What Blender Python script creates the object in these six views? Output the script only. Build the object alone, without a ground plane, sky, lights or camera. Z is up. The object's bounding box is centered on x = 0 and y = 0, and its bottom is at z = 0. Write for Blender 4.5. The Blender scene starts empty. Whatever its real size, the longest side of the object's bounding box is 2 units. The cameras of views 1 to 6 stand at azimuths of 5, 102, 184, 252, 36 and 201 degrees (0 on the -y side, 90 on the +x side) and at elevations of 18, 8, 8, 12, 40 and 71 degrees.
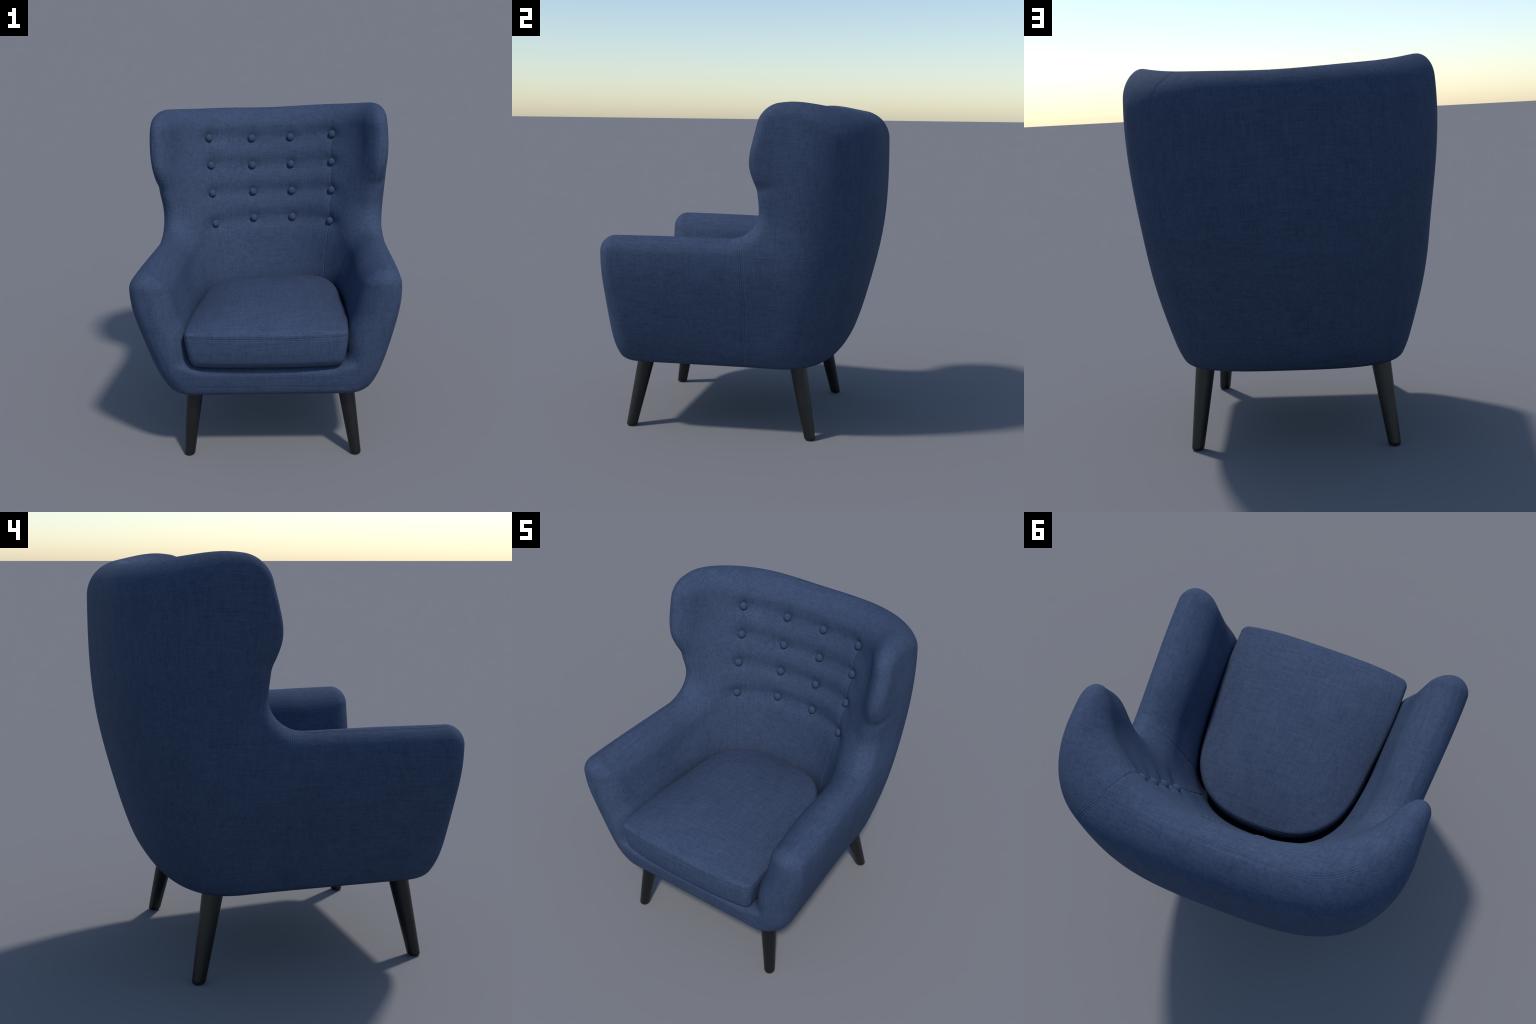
"""Mid-century wing-back armchair, button tufted, blue woven upholstery, dark tapered legs.

The upholstered body is one smooth solid: an outer hull lofted through plan
sections, cut to a side profile (arms + winged back), hollowed by a seat cavity
lofted the same way, all edges rolled with given radii.  It is polygonised by
surface nets, seams are pressed into locally refined triangles, and the result
is divided at the sewn seams into backrest, wings, armrests and base.
"""
import bpy, math
import numpy as np
from mathutils import Vector

# ------------------------------------------------------------------ helpers
class curve:
    """Natural cubic spline through (t, value) control points, held constant beyond the ends."""
    def __init__(self, *pts):
        self.t = np.array([p[0] for p in pts], float); self.set([p[1] for p in pts])
    def set(self, v):
        self.v = v = np.array(v, float); t = self.t; h = np.diff(t); n = len(t)
        A = np.eye(n); r = np.zeros(n)
        for i in range(1, n - 1):
            A[i, i-1:i+2] = h[i-1], 2 * (h[i-1] + h[i]), h[i]
            r[i] = 6 * ((v[i+1] - v[i]) / h[i] - (v[i] - v[i-1]) / h[i-1])
        self.m = np.linalg.solve(A, r); self.h = h
    def __call__(self, x):
        t, v, h, m = self.t, self.v, self.h, self.m
        x = np.clip(x, t[0], t[-1])
        i = np.clip(np.searchsorted(t, x, side='right') - 1, 0, len(h) - 1)
        a = (t[i + 1] - x) / h[i]; b = 1 - a
        return a * v[i] + b * v[i + 1] + ((a**3 - a) * m[i] + (b**3 - b) * m[i + 1]) * h[i]**2 / 6

def smooth(a, b, x):
    t = np.clip((x - a) / (b - a), 0, 1)
    return t * t * (3 - 2 * t)

def both(r, a, b):
    """Intersection of two solids with an edge rolled at radius r."""
    return np.minimum(np.maximum(a, b), -r) + np.hypot(np.maximum(a + r, 0), np.maximum(b + r, 0))

def either(r, a, b):
    """Union of two solids with a fillet of radius r."""
    return -both(r, -a, -b)

# ------------------------------------------------------------------ body: profiles
# half width of the hull at the back, its pinch at the neck and its flare towards the arm fronts
W_BACK = curve((0.42, 0.576), (0.48, 0.604), (0.6, 0.642), (0.85, 0.701), (1.2, 0.750), (1.55, 0.788), (1.8, 0.791), (2.05, 0.765))
PINCH = curve((0.42, -0.008), (0.85, 0.005), (1.1, 0.003), (1.33, -0.051), (1.6, -0.031), (2.05, -0.002))
FLARE = curve((0.42, 0.036), (0.6, 0.059), (0.85, 0.063), (1.05, 0.064), (1.25, 0.076))
Y_BACK = curve((0.42, 0.525), (0.48, 0.584), (0.6, 0.649), (0.85, 0.723), (1.2, 0.797), (1.6, 0.822), (2.05, 0.808))
Y_BACK_SHOULDER = curve((0.42, 0.215), (1.2, 0.266), (2.05, 0.309))
N_HULL = curve((0.42, 2.80), (0.8, 2.95), (1.15, 3.2), (1.6, 3.15), (2.05, 3.37))   # squareness of the back corners
# side profile
ARM_FRONT = curve((0.42, -0.727), (0.48, -0.748), (0.6, -0.768), (0.85, -0.774), (1.1, -0.777), (1.3, -0.780))
WING_FRONT = curve((1.1, 0.161), (1.25, 0.161), (1.4, 0.153), (1.52, 0.129), (1.62, 0.095), (1.75, 0.105), (1.9, 0.140), (2.05, 0.159))
# cavity
IN_WIDTH = curve((0.5, 0.463), (0.8, 0.475), (1.1, 0.538), (1.4, 0.603), (1.7, 0.656), (2.1, 0.649))
IN_BACK = curve((0.5, 0.230), (0.8, 0.301), (1.2, 0.403), (1.6, 0.493), (1.85, 0.556), (2.1, 0.623))
IN_SQUARE = curve((.6, 2.7), (1.0, 2.5), (1.35, 2.2), (2.1, 2.2))
IN_SHOULDER = curve((0.5, -0.357), (0.8, -0.276), (1.2, -0.117), (1.6, 0.075), (2.1, 0.130))
D = dict(bottom=0.425, floor=.625, arm_top=1.220, top_back=1.960, top_wing=2.018,
         r_arm=0.096, r_wing=0.137, r_notch=0.165, r_rim=0.095, r_rim_back=0.173, r_rim_low=0.145, r_bottom=0.035, lip=0.131, lip_front=0.130, lip_wing=0.141)

BUTTON_X = (0.414, 0.132)                      # outer and inner columns at the top row
BUTTON_ROWS = ((1.791, .0, 1.766), (1.610, .009, 1.586), (1.4265, .0155, 1.408), (1.2235, .0325, 1.231))

def hull(x, y, z):
    w = W_BACK(z) + smooth(.50, .10, y) * PINCH(z) + smooth(.35, -.80, y) * FLARE(z)
    yc = Y_BACK_SHOULDER(z); b = Y_BACK(z) - yc
    q = np.maximum(y - yc, 0) / b; p = np.abs(x) / w
    n = N_HULL(z)
    g = (p ** n + q ** n) ** (1 / n)
    return (g - 1) * (w + (b - w) * q * q / (q * q + p * p + 1e-6))

def side_profile(x, y, z):
    top = D['top_back'] + (D['top_wing'] - D['top_back']) * smooth(.72, .28, y)
    arm = both(D['r_arm'], ARM_FRONT(z) - y, z - D['arm_top'])
    back = both(D['r_wing'], WING_FRONT(z) - y, z - top)
    return either(D['r_notch'], arm, back)

def cavity(x, y, z):
    w = IN_WIDTH(z) + .035 * smooth(-.30, -.75, y) * smooth(.75, .95, z)
    w = w - .022 * np.exp(-((y + .05) / .20) ** 2) * np.exp(-((z - .90) / .12) ** 2)
    yc = IN_SHOULDER(z); b = IN_BACK(z) - yc
    q = np.maximum(y - yc, 0) / b; p = np.abs(x) / w
    n = IN_SQUARE(z)
    g = (p ** n + q ** n) ** (1 / n)
    wall = (g - 1) * (w + (b - w) * q * q / (q * q + p * p + 1e-6))
    return both(.08, wall, D['floor'] - z)

def body_field(x, y, z):
    rim = D['r_rim'] + (D['r_rim_back'] - D['r_rim']) * smooth(.35, .7, y)
    rim = rim + (D['r_rim_low'] - rim) * smooth(-.3, -.6, y) * smooth(1.05, .65, z)
    shell = both(rim, hull(x, y, z), side_profile(x, y, z))
    shell = both(D['r_bottom'], shell, D['bottom'] - z)
    lip = D['lip'] + (D['lip_front'] - D['lip']) * smooth(-.35, -.75, y) * smooth(.6, .8, z)
    lip = lip + (D['lip_wing'] - lip) * smooth(1.2, 1.5, z)
    lip = lip + (.060 - lip) * smooth(.66, .60, z) * smooth(-.5, -.7, y)
    return both(lip, shell, -cavity(x, y, z))

# ------------------------------------------------------------------ seat cushion
CUSHION = dict(rear=0.276, width=0.490, taper=0.043, edge=0.865, rise=-0.017, crown=0.074, mid=-0.280, under=0.627,
               nose=-0.829, bow=0.033, tuck=0.026, n=2.5, shoulder=-0.204, r_plan=0.038, r_edge=0.023)
def cushion_field(x, y, z):
    c = CUSHION; ax = np.abs(x)
    low = smooth(.86, .62, z)                                  # the boxing tucks in towards the bottom
    w = c['width'] - c['tuck'] * low - c['taper'] * smooth(-.6, 0, y)
    yc = c['shoulder']; b = c['rear'] - c['tuck'] * low - yc
    q = np.maximum(y - yc, 0) / b; p = ax / w
    g = (p ** c['n'] + q ** c['n']) ** (1 / c['n'])
    side = (g - 1) * (w + (b - w) * q * q / (q * q + p * p + 1e-6))
    nose = c['nose'] + c['bow'] * (ax / .48) ** 3 + .018 * smooth(.77, .62, z)
    plan = both(c['r_plan'], side, nose - y)
    crown = (1 - np.clip(p, 0, 1) ** 3.4) * (1 - np.clip(np.abs(y - c['mid']) / (c['rear'] - c['mid']), 0, 1) ** 3.0)
    f = both(c['r_edge'], plan, z - c['edge'] - c['rise'] * smooth(-.8, .2, y) - c['crown'] * crown)
    return both(.070, f, c['under'] - z)

# ------------------------------------------------------------------ polygoniser
def surface_net(field, lo, hi, h):
    """Quads of the zero level of a field that is mirror symmetric in x."""
    nx = int(math.ceil(hi[0] / h)) + 1
    xs = (np.arange(nx) + .5) * h
    ys = np.arange(lo[1], hi[1] + h, h); zs = np.arange(lo[2], hi[2] + h, h)
    F = np.empty((nx, len(ys), len(zs)), np.float32)
    Y, Z = np.meshgrid(ys, zs, indexing='ij')
    for i, x in enumerate(xs):
        F[i] = field(np.full_like(Y, x), Y, Z)
    F = np.concatenate([F[::-1], F], 0); xs = np.concatenate([-xs[::-1], xs])
    ins = F < 0
    n = np.array(F.shape) - 1
    cnt = np.zeros(n, np.int8)
    for a in (0, 1):
        for b in (0, 1):
            for c in (0, 1):
                cnt += ins[a:n[0]+a, b:n[1]+b, c:n[2]+c]
    act = (cnt > 0) & (cnt < 8)
    idx = -np.ones(n, np.int64); cells = np.argwhere(act); idx[act] = np.arange(len(cells))
    I, J, K = cells.T
    acc = np.zeros((len(cells), 3)); num = np.zeros(len(cells))
    corners = [(a, b, c) for a in (0, 1) for b in (0, 1) for c in (0, 1)]
    for p in corners:
        for ax in range(3):
            if p[ax]: continue
            q = list(p); q[ax] = 1
            fa = F[I+p[0], J+p[1], K+p[2]]; fb = F[I+q[0], J+q[1], K+q[2]]
            m = (fa < 0) != (fb < 0)
            t = np.where(m, fa / np.where(m, fa - fb, 1), 0)
            for d in range(3):
                acc[:, d] += m * (p[d] + (t if d == ax else 0))
            num += m
    acc /= num[:, None]
    V = np.stack([xs[0] + (I + acc[:, 0]) * h, ys[0] + (J + acc[:, 1]) * h, zs[0] + (K + acc[:, 2]) * h], 1)
    quads = []
    for ax in range(3):
        u, v = [(1, 2), (2, 0), (0, 1)][ax]
        sl0 = [slice(None)] * 3; sl1 = [slice(None)] * 3
        sl0[ax] = slice(0, -1); sl1[ax] = slice(1, None)
        e = np.argwhere(ins[tuple(sl0)] != ins[tuple(sl1)])
        e = e[(e[:, u] > 0) & (e[:, v] > 0) & (e[:, u] < n[u]) & (e[:, v] < n[v])]
        du = np.zeros(3, int); du[u] = 1; dv = np.zeros(3, int); dv[v] = 1
        g = lambda c: idx[c[:, 0], c[:, 1], c[:, 2]]
        q = np.stack([g(e - du - dv), g(e - dv), g(e), g(e - du)], 1)
        flip = ~ins[e[:, 0], e[:, 1], e[:, 2]]
        q[flip] = q[flip][:, ::-1]
        quads.append(q)
    return V, np.concatenate(quads)

def gradient(field, V, e=1e-3):
    G = np.empty_like(V)
    for d in range(3):
        A = V.copy(); B = V.copy(); A[:, d] += e; B[:, d] -= e
        G[:, d] = (field(*A.T) - field(*B.T)) / (2 * e)
    return G

def project(field, V, steps=3):
    for _ in range(steps):
        G = gradient(field, V)
        f = field(*V.T)
        V = V - (np.clip(f / np.maximum((G * G).sum(1), .05), -.01, .01))[:, None] * G
    return V

def relax(V, T, field, rounds=3):
    """Even out the triangles while staying on the surface."""
    E = np.concatenate([T[:, [0, 1]], T[:, [1, 2]], T[:, [2, 0]]]); E = np.concatenate([E, E[:, ::-1]])
    for _ in range(rounds):
        s = np.zeros_like(V); c = np.bincount(E[:, 0], minlength=len(V))
        for d in range(3):
            s[:, d] = np.bincount(E[:, 0], V[E[:, 1], d], minlength=len(V))
        V = project(field, V + .5 * (s / np.maximum(c, 1)[:, None] - V), 2)
    return V

def refine(V, T, near, length):
    """Split every edge longer than `length` whose middle is near a seam; stays watertight."""
    for _ in range(6):
        E = np.sort(np.concatenate([T[:, [0, 1]], T[:, [1, 2]], T[:, [2, 0]]]), 1)
        key = E[:, 0] * len(V) + E[:, 1]
        uk, inv = np.unique(key, return_inverse=True)
        ua, ub = uk // len(V), uk % len(V)
        mid = .5 * (V[ua] + V[ub])
        L = np.linalg.norm(V[ua] - V[ub], axis=1)
        cut = (L > length) & near(mid, L)
        if not cut.any(): break
        new = np.full(len(uk), -1); new[cut] = len(V) + np.arange(cut.sum())
        V = np.concatenate([V, mid[cut]])
        m = new[inv].reshape(3, -1).T
        k = (m >= 0).sum(1)
        out = [T[k == 0]]
        # one split edge
        for r in range(3):
            s = (k == 1) & (m[:, r] >= 0)
            t = np.roll(T[s], -r, 1); mm = m[s, r]
            out += [np.stack([t[:, 0], mm, t[:, 2]], 1), np.stack([mm, t[:, 1], t[:, 2]], 1)]
            s = (k == 2) & (m[:, r] < 0)                    # edge r whole
            t = np.roll(T[s], -r, 1); m1 = m[s, (r + 1) % 3]; m2 = m[s, (r + 2) % 3]
            out += [np.stack([t[:, 0], t[:, 1], m1], 1), np.stack([t[:, 0], m1, m2], 1), np.stack([m2, m1, t[:, 2]], 1)]
        s = k == 3; t = T[s]; a, b, c = m[s].T
        out += [np.stack([t[:, 0], a, c], 1), np.stack([a, t[:, 1], b], 1), np.stack([c, b, t[:, 2]], 1), np.stack([a, b, c], 1)]
        T = np.concatenate(out)
    return V, T

def vertex_normals(V, T):
    fn = np.cross(V[T[:, 1]] - V[T[:, 0]], V[T[:, 2]] - V[T[:, 0]])
    N = np.zeros_like(V)
    for d in range(3):
        for c in range(3):
            N[:, d] += np.bincount(T[:, c], fn[:, d], minlength=len(V))
    return N / np.maximum(np.linalg.norm(N, axis=1), 1e-12)[:, None]

# ------------------------------------------------------------------ seams
SIDE_SEAM = curve((.42, .052), (.75, .086), (1.05, .086), (1.25, .070))            # y of the arm/back seam
BACK_SEAM = curve((.42, .500), (.7, .528), (1.0, .552), (1.4, .585), (1.75, .592), (1.88, .570), (1.92, .540), (1.965, .490))
MID_SEAM = curve((.42, -.045), (1.5, -.045), (1.8, -.02), (1.96, .025))
IN_SEAM = curve((.6, .325), (.87, .340), (1.0, .353), (1.2235, .3815), (1.4265, .3985), (1.61, .405), (1.791, .4145), (1.92, .438), (1.96, .462))
RIM_DEPTH = curve((.12, .040), (.24, .045), (.335, .069), (.467, .112), (.56, .140), (.66, .147))  # crest seam, in from the hull

def crest(x, y, z):
    """Rim seam: crest of back and wings, arm tops, arm fronts and front rail."""
    arm = .055 + .036 * smooth(-.66, -.77, y)
    inset = arm + (RIM_DEPTH(y) - arm) * smooth(1.2, 1.45, z)
    return both(.06, hull(x, y, z) + inset, .492 - z)

def seams(P):
    """For every seam: signed level, mask, spacing of flanking stitch rows, groove depth, groove half width."""
    x, y, z = P.T; ax = np.abs(x)
    cav = cavity(x, y, z); prof = side_profile(x, y, z); rim = crest(x, y, z)
    behind = smooth(-.004, .004, rim) * (y > .3)
    inside = smooth(.004, -.004, rim) * smooth(.17, .14, cav) * (z > .63)
    top_x = .438 + (y - .503) * .45
    k = smooth(1.90, 1.955, z)
    S = [
        (rim, smooth(-.045, -.03, prof) * smooth(.035, .06, cav) * (z > .45) * (y < .70), .009, .0022, .0032),
        (ax - BACK_SEAM(z), behind * (z > .44) * (y > .4), .010, .0022, .0032),
        (x - MID_SEAM(z), behind * (z > .44), .0, .0016, .0028),
        (y - SIDE_SEAM(z), (ax > .3) * (z > .43) * (z < 1.26) * smooth(.02, -.0, -cav + .02) * (cav > .08), .010, .0022, .0032),
        (y - SIDE_SEAM(z), (ax > .3) * (z > .63) * (z < 1.26) * (cav <= .08), .006, .0026, .0032),
        (ax - (IN_SEAM(z) + k * (top_x - IN_SEAM(z))), inside * (y > .1) * (z > .8), .0, .0024, .0040),
        ((ax - .442) - (.60 - z) * .47, (x > 0) * (y < -.66) * (z < .63) * (z > .44) * (ax > .40), .0, .0012, .0025),
    ]
    return S

def cushion_seams(P):
    x, y, z = P.T
    line = z - (.838 + .006 * smooth(-.8, .2, y))
    return [(line, np.ones(len(P)), .011, .0036, .0052), (z - .665, np.ones(len(P)), .0, .002, .004)]

def wobble(P, f):
    x, y, z = P.T * f
    return (np.sin(x * 1.7 + 2.1 * np.sin(y * .9)) + np.sin(y * 1.9 + 1.7 * np.sin(z * 1.1)) + np.sin(z * 1.6 + 1.9 * np.sin(x * .8))) / 3

def near_seam(seam_fn):
    def near(mid, L):
        hit = np.zeros(len(mid), bool)
        for s, m, gap, depth, half in seam_fn(mid):
            hit |= (np.abs(s) < gap + 3.2 * half + .6 * L) & (m > .02)
        return hit
    return near

def press(P, N, seam_fn):
    """Depth of all seam grooves at surface points P with normals N."""
    e = 1e-4; out = np.zeros(len(P))
    S0 = seam_fn(P)
    G = [np.zeros_like(P) for _ in S0]
    for d in range(3):
        Q = P.copy(); Q[:, d] += e
        for g, s1, s0 in zip(G, seam_fn(Q), S0):
            g[:, d] = (s1[0] - s0[0]) / e
    pucker = 1 + .45 * wobble(P, 160)
    for g, (s, m, gap, depth, half) in zip(G, S0):
        gt = g - (g * N).sum(1)[:, None] * N
        dist = s / np.clip(np.linalg.norm(gt, axis=1), .35, 3)
        v = depth * np.exp(-(dist / half) ** 2)
        if gap:
            v += .55 * depth * (np.exp(-((dist - gap) / half) ** 2) + np.exp(-((dist + gap) / half) ** 2))
            v -= .25 * depth * np.exp(-(dist / gap) ** 2)
        out += v * m * pucker
    return out

# ------------------------------------------------------------------ tufting
def tuft(P):
    """Inward push of the inner back: buttons, and soft horizontal rolls between the rows."""
    x, y, z = P.T; ax = np.abs(x)
    on = smooth(.10, .03, np.abs(cavity(x, y, z))) * smooth(.08, .2, y)
    d = np.zeros(len(P))
    span = smooth(.52, .37, ax)
    col = np.exp(-((ax - IN_SEAM(z)) / .022) ** 2) * smooth(1.15, 1.25, z) * smooth(1.86, 1.80, z)
    d += .004 * col
    for zo, dx, zi in BUTTON_ROWS:
        xo = BUTTON_X[0] - dx
        zr = zi + (zo - zi) * smooth(.13, .42, ax)
        dz = z - zr
        d += .015 * np.exp(-(dz / np.where(dz > 0, .052, .060)) ** 2) * span
        for bx, bz in ((xo, zo), (BUTTON_X[1], zi)):
            rr = np.hypot((ax - bx) * .9, z - bz)
            d += .012 * np.exp(-(rr / .034) ** 2)
    fold = np.exp(-((z - 1.50 - (y - .15) * .2) / .034) ** 2) * smooth(.36, .17, y) * smooth(.55, .65, ax) * smooth(-.13, -.06, hull(x, y, z)) * smooth(.0, -.045, side_profile(x, y, z))
    return d * on + .0065 * fold

# ------------------------------------------------------------------ materials
def new_material(name):
    m = bpy.data.materials.new(name); m.use_nodes = True
    nt = m.node_tree; bs = nt.nodes['Principled BSDF']
    return m, nt, bs

def fabric_material():
    m, nt, bs = new_material('woven_fabric')
    N, L = nt.nodes.new, nt.links.new
    co = N('ShaderNodeTexCoord')
    def thread(stretch, scale, detail=3):
        mp = N('ShaderNodeMapping'); mp.inputs['Scale'].default_value = stretch
        no = N('ShaderNodeTexNoise'); no.inputs['Scale'].default_value = scale
        no.inputs['Detail'].default_value = detail; no.inputs['Roughness'].default_value = .6
        L(co.outputs['Object'], mp.inputs['Vector']); L(mp.outputs['Vector'], no.inputs['Vector'])
        return no.outputs['Fac']
    def math_(op, a, b):
        n = N('ShaderNodeMath'); n.operation = op
        for i, v in enumerate((a, b)):
            if isinstance(v, (int, float)): n.inputs[i].default_value = v
            else: L(v, n.inputs[i])
        return n.outputs[0]
    t = math_('ADD', math_('ADD', thread((.07, 1, 1), 150), thread((1, .07, 1), 150)), thread((1, 1, .07), 150))
    slub = math_('ADD', math_('ADD', thread((.12, 1, 1), 45), thread((1, .12, 1), 45)), thread((1, 1, .12), 45))
    blot = thread((1, 1, 1), 7, 4)
    v = math_('ADD', math_('MULTIPLY', t, .22), math_('ADD', math_('MULTIPLY', slub, .10), math_('MULTIPLY', blot, .10)))
    ramp = N('ShaderNodeValToRGB')
    e = ramp.color_ramp.elements
    e[0].position = .38; e[0].color = (.0268, .0417, .0774, 1)
    e[1].position = .68; e[1].color = (.0630, .0912, .162, 1)
    L(v, ramp.inputs['Fac']); L(ramp.outputs['Color'], bs.inputs['Base Color'])
    bs.inputs['Roughness'].default_value = .85
    bs.inputs['Specular IOR Level'].default_value = .08
    bmp = N('ShaderNodeBump'); bmp.inputs['Strength'].default_value = .25; bmp.inputs['Distance'].default_value = .002
    L(t, bmp.inputs['Height']); L(bmp.outputs['Normal'], bs.inputs['Normal'])
    return m

def leg_material():
    m, nt, bs = new_material('black_stained_wood')
    N, L = nt.nodes.new, nt.links.new
    co = N('ShaderNodeTexCoord'); mp = N('ShaderNodeMapping'); mp.inputs['Scale'].default_value = (1, 1, .06)
    no = N('ShaderNodeTexNoise'); no.inputs['Scale'].default_value = 120; no.inputs['Detail'].default_value = 4
    ramp = N('ShaderNodeValToRGB')
    ramp.color_ramp.elements[0].color = (.0022, .0022, .0022, 1); ramp.color_ramp.elements[1].color = (.0055, .0053, .0050, 1)
    L(co.outputs['Object'], mp.inputs['Vector']); L(mp.outputs['Vector'], no.inputs['Vector'])
    L(no.outputs['Fac'], ramp.inputs['Fac']); L(ramp.outputs['Color'], bs.inputs['Base Color'])
    bs.inputs['Roughness'].default_value = .36
    bs.inputs['Specular IOR Level'].default_value = .5
    return m

FABRIC = fabric_material(); WOOD = leg_material()

# ------------------------------------------------------------------ objects
def mesh_object(name, V, F, mat, parent, normals=None):
    me = bpy.data.meshes.new(name)
    F = np.asarray(F); k = F.shape[1]
    me.vertices.add(len(V)); me.vertices.foreach_set('co', np.asarray(V, np.float32).ravel())
    me.loops.add(F.size); me.loops.foreach_set('vertex_index', F.ravel().astype(np.int32))
    me.polygons.add(len(F)); me.polygons.foreach_set('loop_start', np.arange(0, F.size, k, dtype=np.int32))
    me.update(calc_edges=True)
    me.polygons.foreach_set('use_smooth', np.ones(len(F), bool))
    if normals is not None:
        me.normals_split_custom_set_from_vertices(normals.astype(np.float32))
    me.materials.append(mat)
    ob = bpy.data.objects.new(name, me)
    bpy.context.collection.objects.link(ob); ob.parent = parent
    return ob

chair = bpy.data.objects.new('armchair', None)
bpy.context.collection.objects.link(chair)
chair['label'] = 'blue upholstered wing-back armchair with tufted back and dark tapered legs'
chair['category'] = 'armchair'

def triangles(Q):
    return np.concatenate([Q[:, [0, 1, 2]], Q[:, [0, 2, 3]]])

def upholstery(field, lo, hi, h, seam_fn, extra=None):
    """Polygonise a field, refine along its seams, press the seams in; returns points, triangles, normals."""
    V, Q = surface_net(field, lo, hi, h)
    T = triangles(Q)
    V = relax(project(field, V), T, field, 2)
    V, T = refine(V, T, near_seam(seam_fn), .0027)
    V = project(field, V, 2)
    N = gradient(field, V); N /= np.linalg.norm(N, axis=1)[:, None]
    d = press(V, N, seam_fn)
    if extra: d = d + extra(V)
    V = V - N * d[:, None]
    return V, T, vertex_normals(V, T)

# body
V, T, NV = upholstery(body_field, (0, -.88, .39), (.87, .89, 2.05), .0105, seams, tuft)

def region(c):
    """0 backrest, 1/2 wings, 3/4 armrests, 5 seat base."""
    x, y, z = c.T; ax = np.abs(x); side = (x > 0).astype(int)
    reg = np.zeros(len(c), int)
    cav = cavity(x, y, z)
    rail = (z < .45) | ((ax - .442) < (.60 - z) * .47) & (z < .66) & (y < SIDE_SEAM(z)) | (z < .66) & (cav < .03)
    reg[rail] = 5
    arm = ~rail & (y < SIDE_SEAM(z)) & (z < 1.26)
    reg[arm] = 3 + side[arm]
    outer = crest(x, y, z) > 0
    k = smooth(1.90, 1.955, z); inner_x = IN_SEAM(z) + k * (.438 + (y - .503) * .45 - IN_SEAM(z))
    wing = ~rail & ~arm & (ax > np.where(outer & (y > .2), BACK_SEAM(z), inner_x))
    reg[wing] = 1 + side[wing]
    return reg
R = region(V[T].mean(1))
for k, name in enumerate(('backrest', 'backrest_wing', 'backrest_wing', 'armrest', 'armrest', 'seat_base')):
    f = T[R == k]; u, inv = np.unique(f, return_inverse=True)
    mesh_object(name, V[u], inv.reshape(-1, 3), FABRIC, chair, NV[u])

# cushion
V, T, NV = upholstery(cushion_field, (0, -.88, .60), (.54, .32, 1.0), .009, cushion_seams)
mesh_object('seat_cushion', V, T, FABRIC, chair, NV)

# lathe for buttons and legs
def lathe(profile, n):
    """Closed solid of revolution; profile runs from pole to pole as (radius, z)."""
    V = []; F = []
    rings = profile
    for r, z in rings:
        for i in range(n):
            a = 2 * math.pi * i / n; V.append((r * math.cos(a), r * math.sin(a), z))
    for k in range(len(rings) - 1):
        for i in range(n):
            j = (i + 1) % n
            F.append((k*n + i, k*n + j, (k+1)*n + j, (k+1)*n + i))
    return np.array(V), np.array(F)

bv, bf = lathe([(1e-4, -.014), (.015, -.014), (.023, -.010), (.0258, -.003), (.0248, .003), (.021, .0085), (.0145, .013), (.0075, .0153), (1e-4, .016)], 28)
first = None
for zo, dx, zi in BUTTON_ROWS:
    for bx, bz in ((-(BUTTON_X[0] - dx), zo), (-BUTTON_X[1], zi), (BUTTON_X[1], zi), (BUTTON_X[0] - dx, zo)):
        ys = np.linspace(.15, .70, 400)
        f = body_field(np.full(400, bx), ys, np.full(400, bz))
        yy = ys[np.argmax(f < 0)]
        p = np.array([[bx, yy, bz]]); p = project(body_field, p)
        n = gradient(body_field, p)[0]; n /= np.linalg.norm(n)
        p = p[0] - n * tuft(p)[0]
        if first is None:
            first = mesh_object('button', bv, bf, FABRIC, chair); ob = first
        else:
            ob = first.copy(); bpy.context.collection.objects.link(ob)
        ob.location = Vector(p + n * .016)
        ob.rotation_euler = Vector(n).to_track_quat('Z', 'Y').to_euler()

# legs: tapered, splayed outward
first = None
for sx, foot_y, top_y in ((-1, -.667, -.584), (1, -.667, -.584), (-1, .464, .375), (1, .464, .375)):
    foot = Vector((sx * .520, foot_y, 0)); top = Vector((sx * .466, top_y, .43))
    d = top - foot; top2 = foot + d * 1.12
    n = 40; V = []; F = []
    prof = [(.0, 0.0), (.024, 0.0), (.030, .003), (.0335, .010)] + [(.034 + (.052 - .034) * t, .02 + t * (.43 - .02)) for t in np.linspace(0, 1.1, 14)] + [(.0, .02 + 1.1 * .41)]
    for r, z in prof:
        c = foot + d * (z / .43)
        for i in range(n):
            a = 2 * math.pi * i / n
            V.append((c.x + max(r, 1e-4) * math.cos(a), c.y + max(r, 1e-4) * math.sin(a), c.z))
    for k in range(len(prof) - 1):
        for i in range(n):
            j = (i + 1) % n; F.append((k*n+i, k*n+j, (k+1)*n+j, (k+1)*n+i))
    mesh_object('leg', np.array(V), np.array(F), WOOD, chair)
